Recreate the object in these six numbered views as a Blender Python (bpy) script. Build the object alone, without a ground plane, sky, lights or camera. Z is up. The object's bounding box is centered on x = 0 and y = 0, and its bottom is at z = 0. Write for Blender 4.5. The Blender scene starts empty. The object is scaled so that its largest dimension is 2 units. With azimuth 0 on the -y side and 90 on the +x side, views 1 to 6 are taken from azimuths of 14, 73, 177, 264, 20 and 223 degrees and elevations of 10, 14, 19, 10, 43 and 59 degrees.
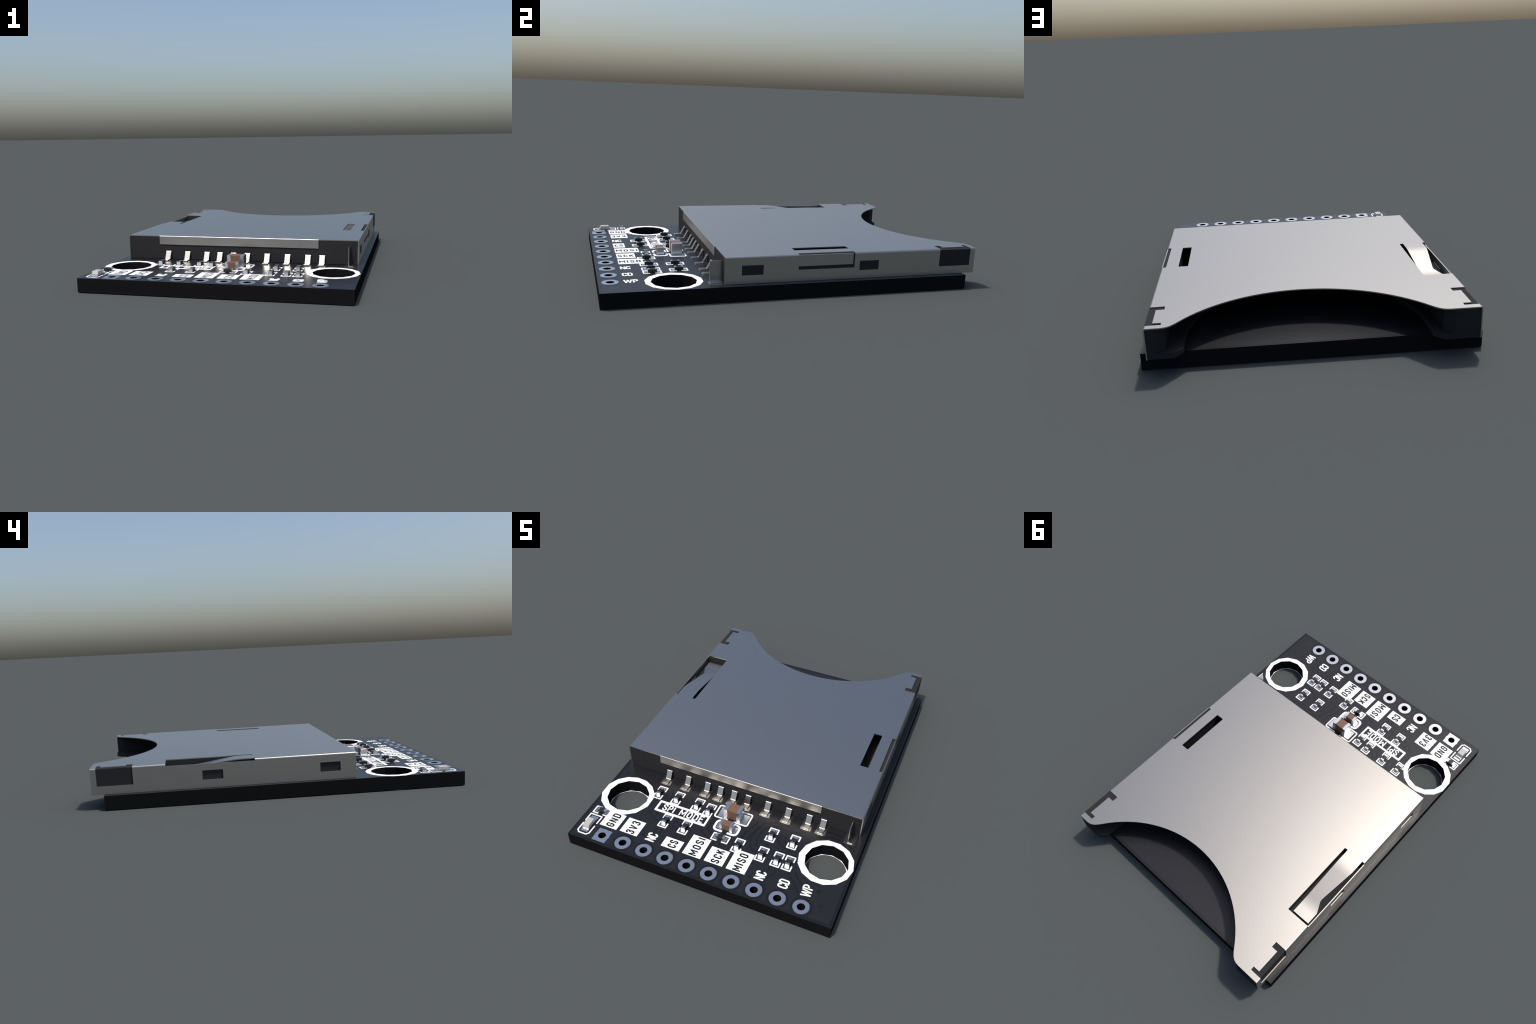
"""Memory-card reader breakout board: black circuit board, metal-shelled card
socket, tiny surface-mount parts and white silkscreen.  Units: metres, z up."""
import bpy, bmesh, math
from mathutils import Vector, Matrix

# ---------------------------------------------------------------- materials
def material(name, color, rough=0.5, metal=0.0, spec=0.5, tint=0.04, scale=40.0, ior=1.5):
    m = bpy.data.materials.new(name)
    m.use_nodes = True
    nt = m.node_tree
    b = nt.nodes["Principled BSDF"]
    b.inputs["Roughness"].default_value = rough
    b.inputs["Metallic"].default_value = metal
    b.inputs["Specular IOR Level"].default_value = spec
    b.inputs["IOR"].default_value = ior
    co = nt.nodes.new("ShaderNodeTexCoord")
    no = nt.nodes.new("ShaderNodeTexNoise")
    no.inputs["Scale"].default_value = scale
    no.inputs["Detail"].default_value = 3.0
    ra = nt.nodes.new("ShaderNodeValToRGB")
    lo = [max(0.0, c * (1 - tint)) for c in color]
    hi = [min(1.0, c * (1 + tint)) for c in color]
    ra.color_ramp.elements[0].position = 0.3
    ra.color_ramp.elements[1].position = 0.7
    ra.color_ramp.elements[0].color = (*lo, 1)
    ra.color_ramp.elements[1].color = (*hi, 1)
    nt.links.new(co.outputs["Object"], no.inputs["Vector"])
    nt.links.new(no.outputs["Fac"], ra.inputs["Fac"])
    nt.links.new(ra.outputs["Color"], b.inputs["Base Color"])
    return m

MASK = material("solder_mask", (0.0125, 0.0127, 0.0155), 0.35, spec=0.37)
MASK_DARK = material("solder_mask_gap", (0.0075, 0.0076, 0.0095), 0.35, spec=0.35)
CORE = material("board_core", (0.0105, 0.0105, 0.0115), 0.8, spec=0.0)
SILK = material("silkscreen", (0.9, 0.9, 0.9), 0.7, spec=0.2, tint=0.01)
SHELL = material("stamped_steel", (0.445, 0.424, 0.393), 0.37, 1.0, tint=0.01)
PIN = material("plated_contact", (0.45, 0.44, 0.42), 0.3, 1.0, tint=0.02)
TIN = material("tinned_pad", (0.63, 0.635, 0.65), 0.32, 1.0, tint=0.02)
PLASTIC = material("black_plastic", (0.0265, 0.0265, 0.0280), 0.7, spec=0.05)
CHIP = material("resistor_ceramic", (0.0150, 0.0150, 0.0145), 0.5, spec=0.4)
BROWN = material("capacitor_ceramic", (0.155, 0.088, 0.055), 0.6, spec=0.3, tint=0.05)
LENS = material("diffuse_lens", (0.43, 0.41, 0.385), 0.4, spec=0.4)
LED_BASE = material("led_substrate", (0.30, 0.31, 0.33), 0.5)
GREEN = material("green_mark", (0.06, 0.42, 0.13), 0.5)

# ---------------------------------------------------------------- helpers
COLL = bpy.context.scene.collection

def add(name, mesh, mat, parent, loc=(0, 0, 0), rot=0.0):
    if mat is not None and not mesh.materials:
        mesh.materials.append(mat)
    o = bpy.data.objects.new(name, mesh)
    COLL.objects.link(o)
    o.parent = parent
    o.location = loc
    o.rotation_euler = (0, 0, rot)
    return o

def weight_normals(me):
    """big flat faces keep their own normal; only the narrow bends and bevels blend"""
    touching = {}
    for p in me.polygons:
        for vi in p.vertices:
            touching.setdefault(vi, []).append((p.normal.copy(), p.area))
    lim = math.cos(math.radians(28))
    out = []
    for p in me.polygons:
        for vi in p.vertices:
            n = Vector((0, 0, 0))
            for q, a in touching[vi]:
                if q.dot(p.normal) > lim:
                    n += q * (a * 1e4) ** 2
            out.append(tuple(n.normalized()) if n.length > 1e-12 else tuple(p.normal))
    me.normals_split_custom_set(out)

def bm_mesh(name, bm):
    bmesh.ops.recalc_face_normals(bm, faces=bm.faces)
    me = bpy.data.meshes.new(name)
    bm.to_mesh(me)
    bm.free()
    me.shade_smooth()
    me.set_sharp_from_angle(angle=math.radians(28))
    weight_normals(me)
    return me

def plate_bm(loops, z0, z1):
    """Flat plate between z0 and z1; loops after the first are holes or islands."""
    cu = bpy.data.curves.new("plate_tmp", "CURVE")
    cu.dimensions = "2D"
    cu.fill_mode = "BOTH"
    cu.extrude = (z1 - z0) / 2
    for lp in loops:
        sp = cu.splines.new("POLY")
        sp.points.add(len(lp) - 1)
        for p, q in zip(sp.points, lp):
            p.co = (q[0], q[1], 0, 1)
        sp.use_cyclic_u = True
    ob = bpy.data.objects.new("plate_tmp", cu)
    COLL.objects.link(ob)
    bpy.context.view_layer.update()
    me = bpy.data.meshes.new_from_object(ob.evaluated_get(bpy.context.evaluated_depsgraph_get()))
    bpy.data.objects.remove(ob)
    bpy.data.curves.remove(cu)
    bm = bmesh.new()
    bm.from_mesh(me)
    bpy.data.meshes.remove(me)
    bmesh.ops.remove_doubles(bm, verts=bm.verts, dist=1e-6)
    zc = (z0 + z1) / 2
    for v in bm.verts:
        v.co.z += zc
    return bm

def plate(name, loops, z0, z1):
    return bm_mesh(name, plate_bm(loops, z0, z1))

def merge(name, bms):
    out = bmesh.new()
    for b in bms:
        me = bpy.data.meshes.new("merge_tmp")
        b.to_mesh(me)
        b.free()
        out.from_mesh(me)
        bpy.data.meshes.remove(me)
    return bm_mesh(name, out)

def rect(x0, x1, y0, y1):
    return [(x0, y0), (x1, y0), (x1, y1), (x0, y1)]

def rrect(x0, x1, y0, y1, r, n=4):
    pts = []
    for cx, cy, a0 in ((x1 - r, y1 - r, 0), (x0 + r, y1 - r, 90), (x0 + r, y0 + r, 180), (x1 - r, y0 + r, 270)):
        for k in range(n + 1):
            a = math.radians(a0 + 90 * k / n)
            pts.append((cx + r * math.cos(a), cy + r * math.sin(a)))
    return pts

def ngon(cx, cy, r, n, phase=0.0):
    return [(cx + r * math.cos(phase + 2 * math.pi * k / n), cy + r * math.sin(phase + 2 * math.pi * k / n)) for k in range(n)]

def box_bm(x0, x1, y0, y1, z0, z1, bevel=0.0, seg=2):
    bm = bmesh.new()
    bmesh.ops.create_cube(bm, size=1.0)
    for v in bm.verts:
        v.co = Vector((x0 if v.co.x < 0 else x1, y0 if v.co.y < 0 else y1, z0 if v.co.z < 0 else z1))
    if bevel:
        bmesh.ops.bevel(bm, geom=list(bm.edges), offset=bevel, segments=seg, affect="EDGES", profile=0.5)
    return bm

def ribbon(pts, w, closed=False, cap=0.35, miter=False):
    """Outline loop(s) of a line of width w drawn along pts, with round outer joins."""
    h = w / 2
    P = [Vector(p) for p in pts]
    n = len(P)
    def nrm(a, b):
        d = (b - a).normalized()
        return Vector((-d.y, d.x))
    def side(sgn):
        out = []
        rng = range(n)
        for i in rng:
            if not closed and i == 0:
                out.append(P[0] + nrm(P[0], P[1]) * h * sgn); continue
            if not closed and i == n - 1:
                out.append(P[-1] + nrm(P[-2], P[-1]) * h * sgn); continue
            n1, n2 = nrm(P[i - 1], P[i]), nrm(P[i], P[(i + 1) % n])
            cr = n1.x * n2.y - n1.y * n2.x
            dt = max(-1.0, min(1.0, n1.dot(n2)))
            if (cr * sgn < -0.05 and abs(cr) > 0.3 and not (miter and dt > -0.3)) or (dt < 0 and cr * sgn < 0 and not (miter and dt > -0.3)):   # outer side of a sharp turn
                ang = math.atan2(cr, dt)
                m = 4
                for k in range(m + 1):
                    a = ang * k / m
                    v = Vector((n1.x * math.cos(a) - n1.y * math.sin(a), n1.x * math.sin(a) + n1.y * math.cos(a)))
                    out.append(P[i] + v * h * sgn)
            else:
                mm = (n1 + n2)
                q = mm.length
                mm = mm / q if q > 1e-6 else n1
                k = 1 / max(0.28, mm.dot(n1))
                out.append(P[i] + mm * h * k * sgn)
        return out
    L, R = side(1), side(-1)
    if closed:
        return [[tuple(p) for p in L], [tuple(p) for p in R]]
    d1 = (P[-1] - P[-2]).normalized() * h * cap
    d0 = (P[0] - P[1]).normalized() * h * cap
    L[-1] -= d1 * 0.5; R[-1] -= d1 * 0.5
    L[0] -= d0 * 0.5; R[0] -= d0 * 0.5
    e1 = [P[-1] + (L[-1] - P[-1]) * 0.55 + d1, P[-1] + (R[-1] - P[-1]) * 0.55 + d1]
    e0 = [P[0] + (R[0] - P[0]) * 0.55 + d0, P[0] + (L[0] - P[0]) * 0.55 + d0]
    return [[tuple(p) for p in L + e1 + R[::-1] + e0]]

# ---------------------------------------------------------------- the thing
root = bpy.data.objects.new("card_reader_board", None)
COLL.objects.link(root)
root.empty_display_size = 0.2
root["label"] = "small black circuit board with silver memory card socket"
root["category"] = "circuit board"

BOT, TOP = 0.0008, 0.0770           # faces of the board
BX, BY0, BY1 = 0.7247, -0.9985, 0.9345
PAD_X = [-0.5533 + 0.12293 * i for i in range(10)]
PAD_Y, PAD_R, DRILL = -0.9400, 0.0415, 0.0205
HOLE = [(-0.5802, -0.6332), (0.5802, -0.6332)]
HOLE_R = 0.1150

# circuit board ----------------------------------------------------------
loops = [rect(-BX, BX, BY0, BY1)]
loops += [ngon(x, y, HOLE_R, 12) for x, y in HOLE]
loops += [ngon(x, PAD_Y, DRILL, 20) for x in PAD_X]
me = plate("circuit_board", loops, BOT, TOP)
me.materials.append(MASK)
me.materials.append(CORE)
for p in me.polygons:
    p.material_index = 0 if abs(p.normal.z) > 0.9 else 1
board = add("circuit_board", me, None, root)

_layer = [0]
def silk_top():
    """every printed piece lies a hair higher than the one before it"""
    _layer[0] += 1
    return TOP + 0.0004 + 0.00001 * _layer[0]

# darker gaps in the copper under the mask: border and track clearances
def gap(name, lp, z):
    add(name, plate(name, lp, TOP - 0.0005, TOP + z), MASK_DARK, board)["kind"] = "stuff"

e = 0.017
gap("copper_border", [rect(-BX + 0.0003, BX - 0.0003, BY0 + 0.0003, BY1 - 0.0003), rect(-BX + e, BX - e, BY0 + e, BY1 - e)], 0.00006)
tracks = [
    [(0.4455, -0.752), (0.4455, -0.778), (0.490, -0.818), (0.5533, -0.895)],
    [(0.343, -0.770), (0.343, -0.812), (0.322, -0.842), (0.312, -0.895)],
    [(0.1665, -0.480), (0.1665, -0.545), (0.136, -0.620), (0.136, -0.660)],
    [(0.2865, -0.480), (0.205, -0.528), (0.186, -0.560), (0.178, -0.640), (0.198, -0.690), (0.232, -0.712)],
    [(0.405, -0.480), (0.340, -0.502), (0.240, -0.506)],
    [(0.486, -0.475), (0.545, -0.452), (0.600, -0.452)],
    [(0.360, -0.620), (0.318, -0.600), (0.312, -0.560)],
    [(0.232, -0.770), (0.190, -0.830), (0.184, -0.895)],
    [(-0.060, -0.560), (-0.086, -0.600), (-0.088, -0.690), (-0.045, -0.712)],
    [(0.014, -0.735), (0.014, -0.768), (0.060, -0.826), (0.0615, -0.895)],
    [(-0.318, -0.475), (-0.258, -0.520), (-0.236, -0.560), (-0.252, -0.590)],
    [(-0.438, -0.475), (-0.380, -0.512), (-0.368, -0.560), (-0.385, -0.586)],
    [(-0.402, -0.672), (-0.378, -0.702), (-0.330, -0.720)],
    [(-0.186, -0.772), (-0.186, -0.800), (-0.184, -0.895)],
    [(-0.302, -0.772), (-0.306, -0.830), (-0.307, -0.895)],
    [(-0.230, -0.676), (-0.236, -0.720), (-0.205, -0.740)],
]
vias = [(0.257, -0.6445), (0.3773, -0.642), (0.2565, -0.873), (0.4733, -0.8592), (0.601, -0.821), (-0.6768, -0.4793),
        (-0.4347, -0.6301), (-0.3599, -0.8478), (-0.242, -0.743), (-0.004, -0.8239), (0.178, -0.459), (0.64, -0.90)]
def offset_line(pts, d):
    P = [Vector(p) for p in pts]
    out = []
    for i, p in enumerate(P):
        ns = []
        if i > 0: ns.append((P[i] - P[i - 1]).normalized())
        if i < len(P) - 1: ns.append((P[i + 1] - P[i]).normalized())
        ns = [Vector((-q.y, q.x)) for q in ns]
        m = (ns[0] + ns[-1]).normalized()
        out.append(tuple(p + m * d / max(0.5, m.dot(ns[0]))))
    return out
bms = []
k = 0
for t in tracks:
    for s in (-1, 1):
        k += 1
        bms.append(plate_bm(ribbon(offset_line(t, s * 0.0155), 0.0085), TOP - 0.0004, TOP + 0.00008 + 0.000003 * k))
for x, y in vias:
    k += 1
    bms.append(plate_bm([ngon(x, y, 0.0095, 12)], TOP - 0.0004, TOP + 0.00008 + 0.000003 * k))
for x in PAD_X[1:]:
    k += 1
    bms.append(plate_bm([ngon(x, PAD_Y, 0.0555, 28), ngon(x, PAD_Y, 0.045, 28)], TOP - 0.0004, TOP + 0.00008 + 0.000003 * k))
tr = add("copper_trace", merge("copper_trace", bms), MASK_DARK, board)
tr["kind"] = "stuff"

# through-hole pads ------------------------------------------------------
PAD_TOP = TOP + 0.0014
def barrel(bm_list):
    bm_list.append(plate_bm([ngon(0, 0, DRILL + 0.0002, 20), ngon(0, 0, DRILL - 0.0012, 20)], 0.0004, TOP))
    bm_list.append(plate_bm([ngon(0, 0, PAD_R, 28), ngon(0, 0, DRILL, 20)], 0.0, 0.0012))
    return bm_list
round_out = [(x * (1.03 if (x > 0.02 and y > 0.02) else 1.0), y * (1.03 if (x > 0.02 and y > 0.02) else 1.0)) for x, y in ngon(0, 0, PAD_R, 28)]
me_round = merge("through_hole_pad", [plate_bm([round_out, ngon(0, 0, DRILL, 20)], TOP - 0.001, PAD_TOP)])
b = 0.0025
sq = [(-0.038, -0.0412), (0.038, -0.0412), (0.038, -0.012), (0.038 + b, -0.006), (0.038 + b, 0.006), (0.038, 0.012), (0.038, 0.0412),
      (0.012, 0.0412), (0.006, 0.0412 + b / 2), (-0.006, 0.0412 + b / 2), (-0.012, 0.0412), (-0.038, 0.0412), (-0.038, 0.012),
      (-0.038 - b, 0.006), (-0.038 - b, -0.006), (-0.038, -0.012)]
me_square = merge("through_hole_pad", [plate_bm([sq, ngon(0, 0, DRILL, 20)], TOP - 0.001, PAD_TOP)])
me_under = merge("underside_pad", [plate_bm([ngon(0, 0, PAD_R, 28), ngon(0, 0, DRILL, 20)], 0.0, 0.0012)])
for i, x in enumerate(PAD_X):
    p = add("through_hole_pad", me_square if i == 0 else me_round, TIN, board, (x, PAD_Y, 0))
    add("underside_pad", me_under, TIN, p)

# mounting-hole rings ----------------------------------------------------
deg = math.radians
def ring_out(cx, cy, angs):
    return [(cx + 0.1455 * math.cos(deg(a)), cy + 0.1455 * math.sin(deg(a))) for a in angs]
left_angs = [166, 143, 120, 97, 75, 52, 30, 13, -12, -42, -67, -92, -115, -140, -165]
right_angs = [180 - 360 / 14 * i for i in range(14)]
for (x, y), angs in zip(HOLE, (left_angs, right_angs)):
    z = silk_top()
    add("mounting_ring", plate("mounting_ring", [ring_out(x - 0.0042, y, angs), ngon(x, y, HOLE_R + 0.0001, 12)], TOP - 0.0005, z), SILK, board)
    add("underside_ring", plate("underside_ring", [ngon(x, y, 0.1440, 32), ngon(x, y, 0.1095, 32)], 0.0, 0.0010), SILK, board)

# lettering: a narrow technical face drawn with strokes -------------------
def arc(cx, cy, rx, ry, a0, a1, n=6):
    return [(cx + rx * math.cos(deg(a0 + (a1 - a0) * i / n)), cy + ry * math.sin(deg(a0 + (a1 - a0) * i / n))) for i in range(n + 1)]
def smooth(pts, n=4):
    out = []
    for i in range(len(pts) - 1):
        p0, p1, p2, p3 = (Vector(pts[max(0, min(len(pts) - 1, i + k))]) for k in (-1, 0, 1, 2))
        for k in range(n):
            t = k / n
            out.append(tuple(0.5 * ((2 * p1) + (p2 - p0) * t + (2 * p0 - 5 * p1 + 4 * p2 - p3) * t * t + (3 * p1 - p0 - 3 * p2 + p3) * t ** 3)))
    out.append(tuple(pts[-1]))
    return out
W = 0.42
C_shape = [(W, 0.70)] + arc(W / 2, 0.76, W / 2, 0.24, 0, 180) + arc(W / 2, 0.24, W / 2, 0.24, 180, 360) + [(W, 0.30)]
GLYPH = {   # letter: (advance width, [(points, closed), ...])
    "I": (0.0, [([(0, 0), (0, 1)], False)]),
    "M": (0.62, [([(0, 0), (0, 1), (0.31, 0.30), (0.62, 1), (0.62, 0)], False)]),
    "N": (0.46, [([(0, 0), (0, 1), (0.46, 0), (0.46, 1)], False)]),
    "V": (0.50, [([(0, 1), (0.25, 0), (0.50, 1)], False)]),
    "W": (0.80, [([(0, 1), (0.19, 0), (0.40, 0.92), (0.61, 0), (0.80, 1)], False)]),
    "K": (0.46, [([(0, 0), (0, 1)], False), ([(0.43, 1), (0.04, 0.40)], False), ([(0.17, 0.58), (0.46, 0)], False)]),
    "P": (0.42, [([(0, 0), (0, 1), (0.20, 1)] + arc(0.20, 0.73, 0.22, 0.27, 80, -80) + [(0.20, 0.46), (0.03, 0.46)], False)]),
    "D": (0.43, [([(0, 0), (0, 1), (0.20, 1)] + arc(0.21, 0.76, 0.22, 0.24, 80, 0) + arc(0.21, 0.24, 0.22, 0.24, 0, -80) + [(0.20, 0)], True)]),
    "O": (W, [(arc(W / 2, 0.76, W / 2, 0.24, 0, 180) + arc(W / 2, 0.24, W / 2, 0.24, 180, 360), True)]),
    "C": (W, [(C_shape, False)]),
    "G": (W, [(C_shape[:-1] + [(W, 0.50), (W * 0.5, 0.50)], False)]),
    "S": (W, [(smooth([(0.41, 0.74), (0.37, 0.92), (0.21, 1), (0.05, 0.93), (0, 0.76), (0.05, 0.61), (0.21, 0.51), (0.37, 0.40), (0.42, 0.24), (0.37, 0.07), (0.21, 0), (0.05, 0.08), (0, 0.27)]), False)]),
    "3": (W, [(smooth([(0.01, 0.78), (0.06, 0.95), (0.21, 1), (0.36, 0.93), (0.40, 0.76), (0.34, 0.60), (0.17, 0.54)]), False),
              (smooth([(0.17, 0.53), (0.36, 0.45), (0.42, 0.26), (0.36, 0.06), (0.20, 0), (0.05, 0.06), (0, 0.24)]), False)]),
    "E": (0.40, [([(0.40, 0), (0, 0), (0, 1), (0.40, 1)], False), ([(0.03, 0.52), (0.34, 0.52)], False)]),
}
def word_loops(text, length, cap, stroke, space=0.20):
    """strokes of a word, baseline along +x, filling length x cap"""
    ch = cap - stroke
    adv, total = [], 0.0
    for c in text:
        adv.append(total)
        total += (0.30 if c == " " else GLYPH[c][0]) + space
    total -= space
    gaps = total * ch
    sx = (length - stroke) / gaps
    out = []
    for c, a in zip(text, adv):
        if c == " ":
            continue
        for pts, closed in GLYPH[c][1]:
            q = [(stroke / 2 + (a + x) * ch * sx, stroke / 2 + y * ch) for x, y in pts]
            out.append(ribbon(q, stroke, closed, miter=True))
    return out
def lettering(name, text, x0, x1, y0, y1, stroke, mat, upright, zlow, space=0.42):
    bms = []
    L, cap = (x1 - x0, y1 - y0) if upright else (y1 - y0, x1 - x0)
    for i, lps in enumerate(word_loops(text, L, cap, stroke, space)):
        if upright:
            f = lambda p: (x0 + p[0], y0 + p[1])
        else:                       # reads along +y, letters' tops toward -x
            f = lambda p: (x1 - p[1], y0 + p[0])
        bms.append(plate_bm([[f(p) for p in lp] for lp in lps], TOP - 0.0003, zlow + 0.00006 * (i + 1)))
    return add(name, merge(name, bms), mat, board)

labels = [  # word, plate (x0, x1, y0, y1), letters (x0, x1, y0, y1)
    ("GND", (-0.6090, -0.5080, -0.8780, -0.7705), (-0.5785, -0.5315, -0.8700, -0.7765)),
    ("3V3", (-0.4890, -0.3870, -0.8740, -0.7725), (-0.4590, -0.4100, -0.8700, -0.7820)),
    ("CS", (-0.2435, -0.1405, -0.8755, -0.8090), (-0.2140, -0.1655, -0.8670, -0.8180)),
    ("MOSI", (-0.1205, -0.0185, -0.8750, -0.7400), (-0.0905, -0.0435, -0.8690, -0.7465)),
    ("SCK", (0.0025, 0.1045, -0.8740, -0.7725), (0.0345, 0.0810, -0.8680, -0.7785)),
    ("MISO", (0.1250, 0.2275, -0.8745, -0.7400), (0.1550, 0.2030, -0.8690, -0.7530)),
]
for text, bx, tx in labels:
    z = silk_top()
    add("label_plate", plate("label_plate", [rect(*bx)], TOP - 0.0005, z), SILK, board)
    lettering("label_lettering", text, *tx, 0.0083, MASK_DARK, False, z + 0.00015)
for text, tx in [("NC", (-0.3405, -0.2845, -0.8735, -0.8175)), ("NC", (0.2750, 0.3305, -0.8735, -0.8190)),
                 ("CD", (0.4000, 0.4550, -0.8740, -0.8200)), ("WP", (0.5200, 0.5755, -0.8765, -0.8040))]:
    lettering("label_lettering", text, *tx, 0.0083, SILK, False, silk_top(), 0.23)
z = silk_top()
add("mode_frame", plate("mode_frame", [rrect(-0.3990, -0.0950, -0.6700, -0.5905, 0.006), rect(-0.3865, -0.1065, -0.6555, -0.6045)], TOP - 0.0005, z), SILK, board)
lettering("label_lettering", "SPI", -0.3635, -0.2930, -0.6532, -0.6052, 0.0076, SILK, True, silk_top(), 0.30)
lettering("label_lettering", "MODE", -0.2620, -0.1185, -0.6532, -0.6052, 0.0076, SILK, True, silk_top(), 0.30)

# component outlines ------------------------------------------------------
LINE = 0.0075
def outline(lines, loc=(0, 0), rot=0.0, w=LINE):
    c, s = math.cos(rot), math.sin(rot)
    bms = []
    for ln in lines:
        pts = [(loc[0] + c * x - s * y, loc[1] + s * x + c * y) for x, y in ln]
        bms.append(plate_bm(ribbon(pts, w), TOP - 0.0005, silk_top()))
    add("component_outline", merge("component_outline", bms), SILK, board)
hw, hl, leg = 0.0264 - LINE / 2, 0.0488 - LINE / 2, 0.0135
bracket = [[(-hw, leg), (-hw, hl), (hw, hl), (hw, leg)], [(-hw, -leg), (-hw, -hl), (hw, -hl), (hw, -leg)]]

# chip resistors ----------------------------------------------------------
RL, RW, RH = 0.0480, 0.0240, 0.0180
PZ = PAD_TOP                      # parts stand on the pads
me_chip = bm_mesh("resistor", box_bm(-RW / 2, RW / 2, -RL / 2 + 0.0008, RL / 2 - 0.0008, PZ - 0.0006, PZ + RH - 0.0009, 0.0006, 1))
me_term = bm_mesh("terminal", box_bm(-RW / 2 + 0.0006, RW / 2 - 0.0006, -RL / 2, -RL / 2 + 0.0105, PZ - 0.0010, PZ + RH, 0.0008, 2))
me_land = plate("solder_pad", [rrect(-0.0145, 0.0145, -0.0372, -0.0115, 0.002, 2)], TOP - 0.0005, PAD_TOP)
chips = [(-0.4305, -0.5415), (-0.3205, -0.5415), (-0.1970, -0.5415), (-0.1220, -0.5525), (-0.3020, -0.7160), (-0.1860, -0.7160),
         (0.1225, -0.7165), (0.2573, -0.5780), (0.2570, -0.7185), (0.3430, -0.7190), (0.4045, -0.7185), (0.3797, -0.5780)]
flat_chips = [(0.0176, -0.7065), (-0.6446, -0.7920)]
for (x, y), r in [(c, 0.0) for c in chips] + [(c, math.pi / 2) for c in flat_chips]:
    outline(bracket, (x, y), r)
    o = add("resistor", me_chip, CHIP, root, (x, y, 0), r)
    for a in (0, math.pi):
        add("terminal", me_term, TIN, o, rot=a)
        add("solder_pad", me_land, TIN, o, rot=a)

# ceramic capacitors ------------------------------------------------------
def cap_terminal(L, w, h, z0, ext, bulge, grow):
    """end cap at -x whose edge bows over the middle of every face"""
    bm = bmesh.new()
    n = 8
    cs = []
    for i in range(4):
        for k in range(n):
            t = k / n
            c = [(-1, -1), (1, -1), (1, 1), (-1, 1)]
            a, b2 = c[i], c[(i + 1) % 4]
            cs.append((a[0] + (b2[0] - a[0]) * t, a[1] + (b2[1] - a[1]) * t, 1 - (2 * t - 1) ** 2))
    zc = z0 + h / 2
    rings = []
    for kind in range(5):
        vs = []
        for a, b2, q in cs:
            if kind == 0: x, g = -L / 2 - grow, -0.0022
            if kind == 1: x, g = -L / 2 - grow + 0.0018, grow
            if kind == 2: x, g = -L / 2 + ext + bulge * q, grow
            if kind == 3: x, g = -L / 2 + ext + bulge * q, -0.0015
            if kind == 4: x, g = -L / 2 + 0.0015, -0.0015
            vs.append(bm.verts.new((x, a * (w / 2 + g), zc + b2 * (h / 2 + g))))
        rings.append(vs)
    m = len(cs)
    for r0, r1 in zip(rings, rings[1:]):
        for i in range(m):
            bm.faces.new((r0[i], r0[(i + 1) % m], r1[(i + 1) % m], r1[i]))
    bm.faces.new(rings[0][::-1])
    bm.faces.new(rings[-1])
    return bm_mesh("terminal", bm)
def capacitor(cx, cy, L, w, h, ext, bulge, pad, rad_line, lines, lw):
    body = bm_mesh("capacitor", box_bm(-L / 2 + 0.002, L / 2 - 0.002, -w / 2, w / 2, PZ + 0.0008, PZ + h, 0.0012, 2))
    o = add("capacitor", body, BROWN, root, (cx, cy, 0))
    t = cap_terminal(L, w, h - 0.0008, PZ + 0.0008, ext, bulge, 0.0007)
    px0, px1, py0, py1 = pad
    p = plate("solder_pad", [rect(px0, px1, py0, py1)], TOP - 0.0005, PAD_TOP)
    for a in (0, math.pi):
        add("terminal", t, TIN, o, rot=a)
        add("solder_pad", p, TIN, o, rot=a)
    outline(lines, w=lw)
def rounded_path(pts, r, n=4):
    """polyline with its inner corners rounded to radius r"""
    P = [Vector(p) for p in pts]
    out = [tuple(P[0])]
    for i in range(1, len(P) - 1):
        a, b2 = (P[i - 1] - P[i]).normalized(), (P[i + 1] - P[i]).normalized()
        p0, p1 = P[i] + a * r, P[i] + b2 * r
        for k in range(n + 1):
            t = k / n
            out.append(tuple(p0 * (1 - t) ** 2 + P[i] * 2 * t * (1 - t) + p1 * t * t))
    out.append(tuple(P[-1]))
    return out
xl, xr, yb, yt = -0.0805, 0.1105, -0.5775, -0.4905
capacitor(0.0186, -0.5362, 0.0960, 0.0605, 0.0630, 0.0185, 0.004, (-0.0835, -0.020, -0.0325, 0.0345), 0.010,
          [rounded_path([(-0.001, yt), (xl, yt), (xl, yb), (-0.001, yb)], 0.011),
           rounded_path([(0.035, yt), (xr, yt), (xr, yb), (0.035, yb)], 0.011)], 0.0088)
xl, xr, yb, yt = -0.0475, 0.0845, -0.6625, -0.5935
capacitor(0.0196, -0.6292, 0.0750, 0.0385, 0.0400, 0.0130, 0.003, (-0.0570, -0.016, -0.0205, 0.0235), 0.02,
          [rounded_path([(0.004, yt), (xl, yt), (xl, yb), (0.004, yb)], 0.022),
           rounded_path([(0.034, yt), (xr, yt), (xr, yb), (0.034, yb)], 0.022)], 0.0125)

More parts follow.
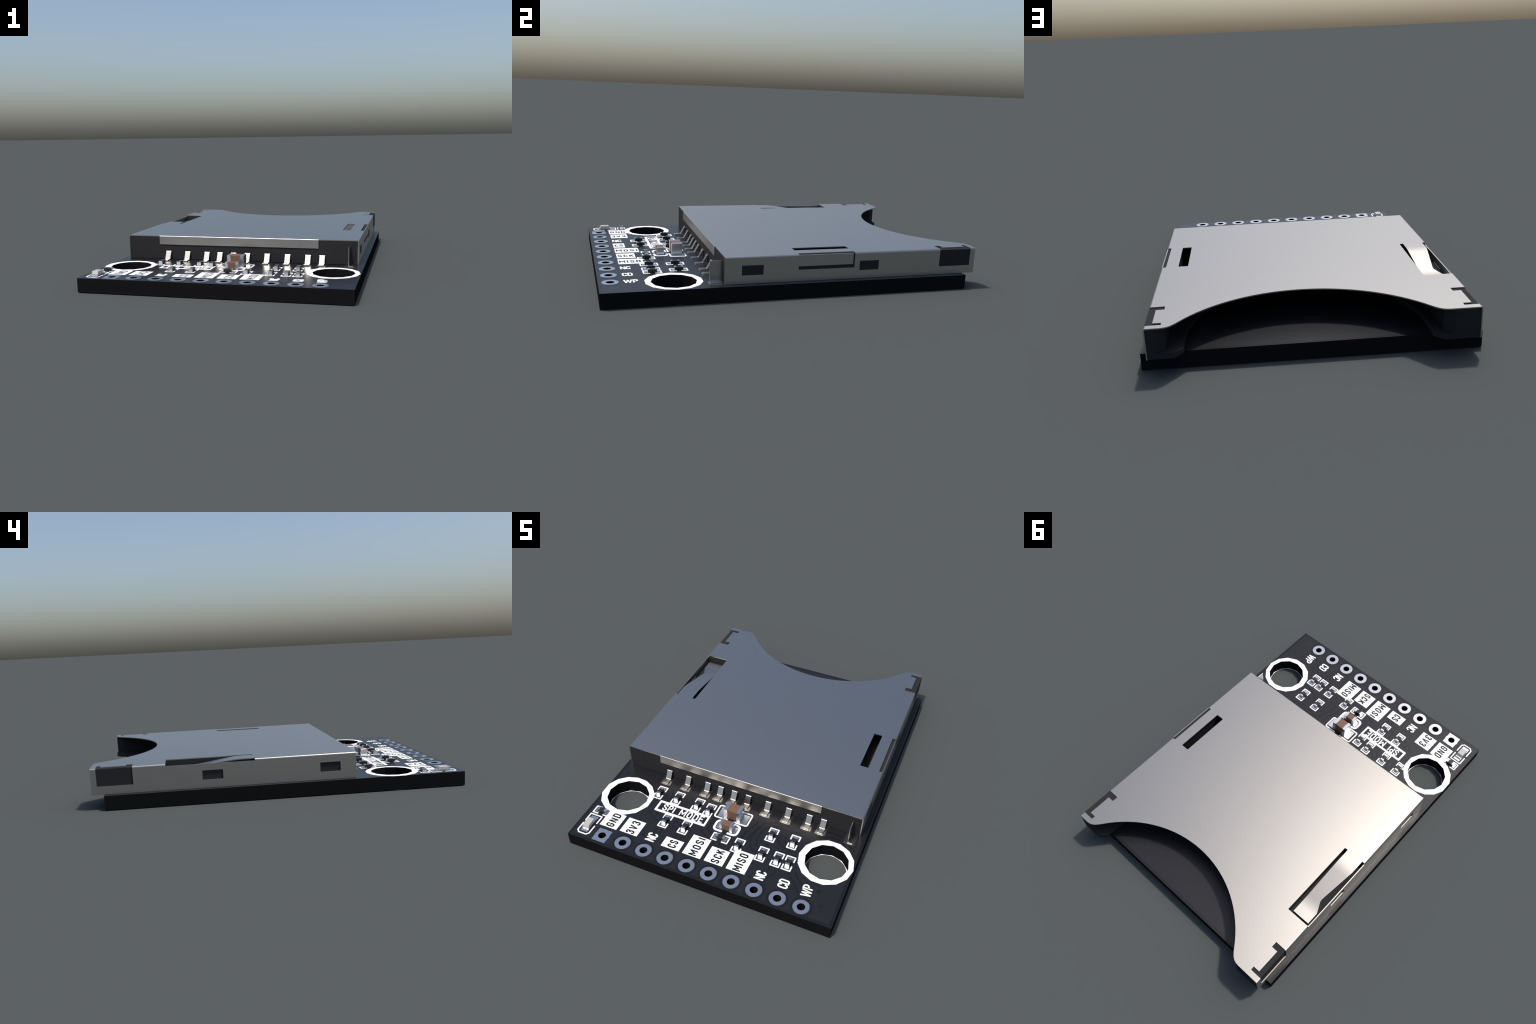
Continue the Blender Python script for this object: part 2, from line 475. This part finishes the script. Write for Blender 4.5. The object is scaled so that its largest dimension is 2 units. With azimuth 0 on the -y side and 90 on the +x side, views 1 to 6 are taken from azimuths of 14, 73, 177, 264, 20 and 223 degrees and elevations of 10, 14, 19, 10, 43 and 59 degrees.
# indicator light ---------------------------------------------------------
lx, ly = -0.6578, -0.8960
led = add("indicator_light", bm_mesh("indicator_light", box_bm(-0.0190, 0.0190, -0.0330, 0.0330, PZ, PZ + 0.0085)), LED_BASE, root, (lx, ly, 0))
def frustum(x0, x1, ya, yb, yc, yd, z0, z1, inset):
    bm = bmesh.new()
    lo = [bm.verts.new(v) for v in ((x0, ya, z0), (x1, ya, z0), (x1, yb, z0), (x0, yb, z0))]
    hi = [bm.verts.new(v) for v in ((x0 + inset, yc, z1), (x1 - inset, yc, z1), (x1 - inset, yd, z1), (x0 + inset, yd, z1))]
    bm.faces.new(lo[::-1]); bm.faces.new(hi)
    for i in range(4):
        bm.faces.new((lo[i], lo[(i + 1) % 4], hi[(i + 1) % 4], hi[i]))
    bmesh.ops.bevel(bm, geom=list(bm.edges), offset=0.0008, segments=1, affect="EDGES")
    return bm
add("lens", bm_mesh("lens", frustum(-0.0188, 0.0188, -0.0345, 0.0300, -0.0265, 0.0215, PZ + 0.0070, PZ + 0.0230, 0.0012)), LENS, led)
t = merge("terminal", [box_bm(-0.0192, 0.0192, -0.0385, -0.0315, PZ - 0.0004, PZ + 0.0085, 0.0009, 2)])
lp = plate("solder_pad", [rrect(-0.0205, 0.0205, -0.0562, -0.0205, 0.003, 2)], TOP - 0.0005, PAD_TOP)
for a in (0, math.pi):
    add("terminal", t, TIN, led, rot=a)
    add("solder_pad", lp, TIN, led, rot=a)
add("polarity_mark", bm_mesh("polarity_mark", box_bm(-0.0192, -0.0130, -0.0362, -0.0300, PZ + 0.0030, PZ + 0.0110)), GREEN, led)
gx0, gx1 = -0.6918, -0.6242
outline([[(gx0, -0.8830), (gx0, -0.8295), (gx1, -0.8295), (gx1, -0.8830)],
         [(gx0, -0.9000), (gx0, -0.9530), (-0.6790, -0.9660), (-0.6360, -0.9660), (gx1, -0.9530), (gx1, -0.9000)]])

# card socket -------------------------------------------------------------
FLOOR, SHOLDER = 0.0795, 0.1030
SX, SY0, SY1, ST = 0.6930, -0.4035, 1.0000, 0.2187   # outer faces of the metal shell
TH = 0.0050                                           # sheet thickness
XC = -0.0030                                          # the shell sits a little to -x
HR, HL = XC + SX - 0.0008, XC - SX + TH + 0.0005 # plastic side faces
CX = 0.0320                                           # middle of the card channel
yf, yb = -0.4030, 0.9985
lip = [(0.541, 0.961), (0.541, 0.765), (0.471, 0.540), (0.395, 0.200), (-0.360, 0.200),
       (-0.434, 0.540), (-0.504, 0.765), (-0.504, 0.961)]
floor_loop = [(HL, yf), (HR, yf), (HR, yb), (0.580, yb)] + lip + [(-0.542, yb), (HL, yb)]
WR, WL = 0.613, -0.549
def wall_loop(pocket):
    left = [(HL, yb)]
    if pocket:
        left += [(HL, 0.6110), (-0.5565, 0.6110), (-0.5565, 0.1440), (HL, 0.1440)]
    return [(HL, yf), (HR, yf), (HR, yb), (0.649, yb), (WR, 0.951), (WR, -0.330), (WL, -0.330), (WL, 0.955), (-0.585, yb)] + left
H_TOP = ST - TH - 0.0008
POCKET = 0.1680
sock_me = merge("card_socket", [plate_bm([floor_loop], FLOOR, SHOLDER), plate_bm([wall_loop(False)], SHOLDER + 0.00005, POCKET),
                                plate_bm([wall_loop(True)], POCKET + 0.00005, H_TOP)])
socket = add("card_socket", sock_me, PLASTIC, root)

# metal shell: cut flat, then folded over both sides
R = 0.0085
A = SX - R
ARC = R * math.pi / 2
def uz(z):                     # distance along the sheet of height z on a side wall
    return A + ARC + (ST - R - z)
U_END = uz(0.0785)
def fold(u, y, w):
    s = 1 if u >= 0 else -1
    a = abs(u)
    if a <= A:
        return Vector((XC + u, y, ST - w))
    if a <= A + ARC:
        t = (a - A) / R
        return Vector((XC + s * (A + (R - w) * math.sin(t)), y, ST - R + (R - w) * math.cos(t)))
    return Vector((XC + s * (SX - w), y, ST - R - (a - A - ARC)))
def scoop(half):               # thumb cut-out, right half: x offset from CX, y
    rad, low = 0.645, 0.6855
    n = 16
    a_end = math.asin(0.500 / rad)
    pts = [(rad * math.sin(a_end * i / n), low + rad - rad * math.cos(a_end * i / n)) for i in range(n + 1)]
    return pts + [(0.531, 0.9635), (0.549, 0.9830), (0.565, 0.9935), (0.581, 0.9985), (0.597, SY1)]
right = [(CX - XC + x, y) for x, y in scoop(1)]
left = [(CX - XC - x, y) for x, y in scoop(1)][1:]
edge = right[::-1] + left      # from +x lip, down the scoop, to the -x lip
outer = [(-U_END, SY0), (U_END, SY0), (U_END, SY1)] + edge + [(-U_END, SY1)]
def mirror(lp):
    return [(-x, y) for x, y in lp][::-1]
corner = [(0.6240, 0.7830), (uz(0.1225), 0.7830), (uz(0.1225), 0.9705), (0.6240, 0.9705), (0.6240, 0.9500), (0.6605, 0.9500), (0.6605, 0.8160), (0.6240, 0.8160)]
window = lambda y0, y1: rect(uz(0.1722), uz(0.1222), y0, y1)
holes = [corner, mirror(corner), window(-0.3165, -0.2055), window(0.3138, 0.4225),
         mirror(window(-0.3175, -0.2075)), mirror(window(0.3130, 0.4220)),
         rrect(0.5600, 0.6085, -0.0180, 0.2840, 0.004, 3),
         rect(0.6705, uz(0.1385), -0.0210, 0.2850),
         [(-0.5525, 0.1435), (-0.5605, 0.1415), (-uz(0.2070), 0.1415), (-uz(0.2070), 0.6125), (-0.5525, 0.6125)]]
bm = plate_bm([outer] + holes, 0.0, TH)
cuts = [A + ARC * k / 6 for k in range(7)]
for c in cuts:
    for s in (-1, 1):
        bmesh.ops.bisect_plane(bm, geom=list(bm.verts) + list(bm.edges) + list(bm.faces), plane_co=(s * c, 0, 0), plane_no=(1, 0, 0), dist=1e-6)
for v in bm.verts:
    v.co = fold(v.co.x, v.co.y, TH - v.co.z)
# side tongue: stays in the plane of the wall inside its U-shaped slot
tongue = box_bm(XC + SX - TH, XC + SX, -0.0212, 0.2765, 0.1560, 0.2150, 0.0006, 1)
# bent front flap
flap = bmesh.new()
prof = [(SY0 + 0.0005, ST)] + [(SY0 - 0.0035 * math.sin(deg(a)), ST - 0.006 + 0.006 * math.cos(deg(a))) for a in (15, 30, 45, 60, 75, 90)] + [(SY0 - 0.0035, 0.1668)]
inner = [(y + TH * 0.55, z - (0.0045 if i < 4 else 0.0)) for i, (y, z) in enumerate(prof)]
sec = prof + inner[::-1]
x0, x1 = -0.4955, 0.4638
va = [flap.verts.new((x0, y, z)) for y, z in sec]
vb = [flap.verts.new((x1, y, z)) for y, z in sec]
m = len(sec)
for i in range(m):
    flap.faces.new((va[i], va[(i + 1) % m], vb[(i + 1) % m], vb[i]))
flap.faces.new(va[::-1]); flap.faces.new(vb)
# sprung finger that presses on the card
def finger_z(y):
    z_hi, z_lo = ST, 0.1800
    y0, y1 = 0.232, 0.510
    s = (z_hi - z_lo) / (y1 - y0)
    rb = 0.035
    if y < y0 - rb: return z_hi
    if y < y0 + rb: return z_hi - s * (y - y0 + rb) ** 2 / (4 * rb)
    if y < y1 - rb: return z_hi - s * (y - y0)
    if y < y1 + rb: return z_lo + s * (y1 + rb - y) ** 2 / (4 * rb)
    return z_lo
def finger_x(y):
    key = [(0.1415, -0.677), (0.232, -0.677), (0.430, -0.6495), (0.447, -0.6475), (0.460, -0.6490), (0.520, -0.677), (0.591, -0.677)]
    for (ya, xa), (yb2, xb) in zip(key, key[1:]):
        if y <= yb2:
            return xa + (xb - xa) * (y - ya) / (yb2 - ya)
    return key[-1][1]
finger = bmesh.new()
ys = sorted({0.1415, 0.591, 0.232, 0.430, 0.447, 0.460, 0.520} | {0.1415 + (0.591 - 0.1415) * i / 60 for i in range(61)})
rows = []
for y in ys:
    z = finger_z(y)
    rows.append([finger.verts.new(p) for p in ((-0.5745, y, z), (finger_x(y), y, z), (finger_x(y), y, z - TH), (-0.5745, y, z - TH))])
for r0, r1 in zip(rows, rows[1:]):
    for i in range(4):
        finger.faces.new((r0[i], r0[(i + 1) % 4], r1[(i + 1) % 4], r1[i]))
finger.faces.new(rows[0]); finger.faces.new(rows[-1][::-1])
shell_me = bm_mesh("metal_shell", bm)
nors = []
for p in shell_me.polygons:      # flat panels shade flat, only the folds shade round
    for vi in p.vertices:
        co = shell_me.vertices[vi].co
        dx, dz = max(0.0, abs(co.x - XC) - A), max(0.0, co.z - (ST - R))
        n = Vector((math.copysign(dx, co.x - XC), 0, dz)).normalized()
        if abs(p.normal.y) > 0.5 or abs(n.dot(p.normal)) < 0.9:
            n = p.normal
        elif n.dot(p.normal) < 0:
            n = -n
        nors.append(tuple(n))
shell_me.normals_split_custom_set(nors)
shell = add("metal_shell", shell_me, SHELL, socket)
add("side_tongue", bm_mesh("side_tongue", tongue), SHELL, socket)
add("front_flap", bm_mesh("front_flap", flap), SHELL, socket)
add("spring_finger", bm_mesh("spring_finger", finger), SHELL, socket)

# contact pins ------------------------------------------------------------
pin_t = 0.0062
def bend(pts, radii, n=4):
    """profile polyline whose corners are rounded (quadratic arcs)"""
    out = []
    m = len(pts)
    for i, (p, rr) in enumerate(zip(pts, radii)):
        p = Vector(p)
        if rr == 0:
            out.append(tuple(p)); continue
        a, b2 = (Vector(pts[i - 1]) - p).normalized(), (Vector(pts[(i + 1) % m]) - p).normalized()
        for k in range(n + 1):
            t = k / n
            out.append(tuple((p + a * rr) * (1 - t) ** 2 + p * 2 * t * (1 - t) + (p + b2 * rr) * t * t))
    return out
prof = bend([(-0.4720, 0.0790), (-0.4715, 0.0852), (-0.4330, 0.0852), (-0.4095, 0.1300), (-0.3950, 0.1300), (-0.3950, 0.1235), (-0.4055, 0.1235), (-0.4290, 0.0790)],
            [0, 0.0025, 0.004, 0.004, 0, 0, 0.002, 0.002])
bm = bmesh.new()
va = [bm.verts.new((-0.0152, y, z)) for y, z in prof]
vb = [bm.verts.new((0.0152, y, z)) for y, z in prof]
for i in range(len(prof)):
    j = (i + 1) % len(prof)
    bm.faces.new((va[i], va[j], vb[j], vb[i]))
bm.faces.new(va[::-1]); bm.faces.new(vb)
bmesh.ops.recalc_face_normals(bm, faces=bm.faces)
me_pin = bm_mesh("contact_pin", bm)
me_foot = plate("solder_pad", [rrect(-0.0287, 0.0287, -0.4742, -0.4025, 0.002, 2)], TOP - 0.0005, PAD_TOP)
for x in (-0.4382, -0.3178, -0.1975, -0.1175, -0.0350, 0.0487, 0.1668, 0.2868, 0.4052, 0.4862):
    add("contact_pin", me_pin, PIN, socket, (x, 0, 0))
    add("contact_pad", me_foot, PIN, board, (x, 0, 0))

# card-detect lug beside the pins
lug = merge("switch_lug", [box_bm(0.6385, 0.6435, -0.4685, -0.3990, 0.0795, 0.1895, 0.0009, 2),
                           box_bm(0.6387, 0.6650, -0.4687, -0.4035, 0.0790, 0.0850, 0.0009, 2)])
add("switch_lug", lug, PIN, socket)
add("contact_pad", plate("contact_pad", [rect(0.6180, 0.6775, -0.4742, -0.4025)], TOP - 0.0005, PAD_TOP), PIN, board)
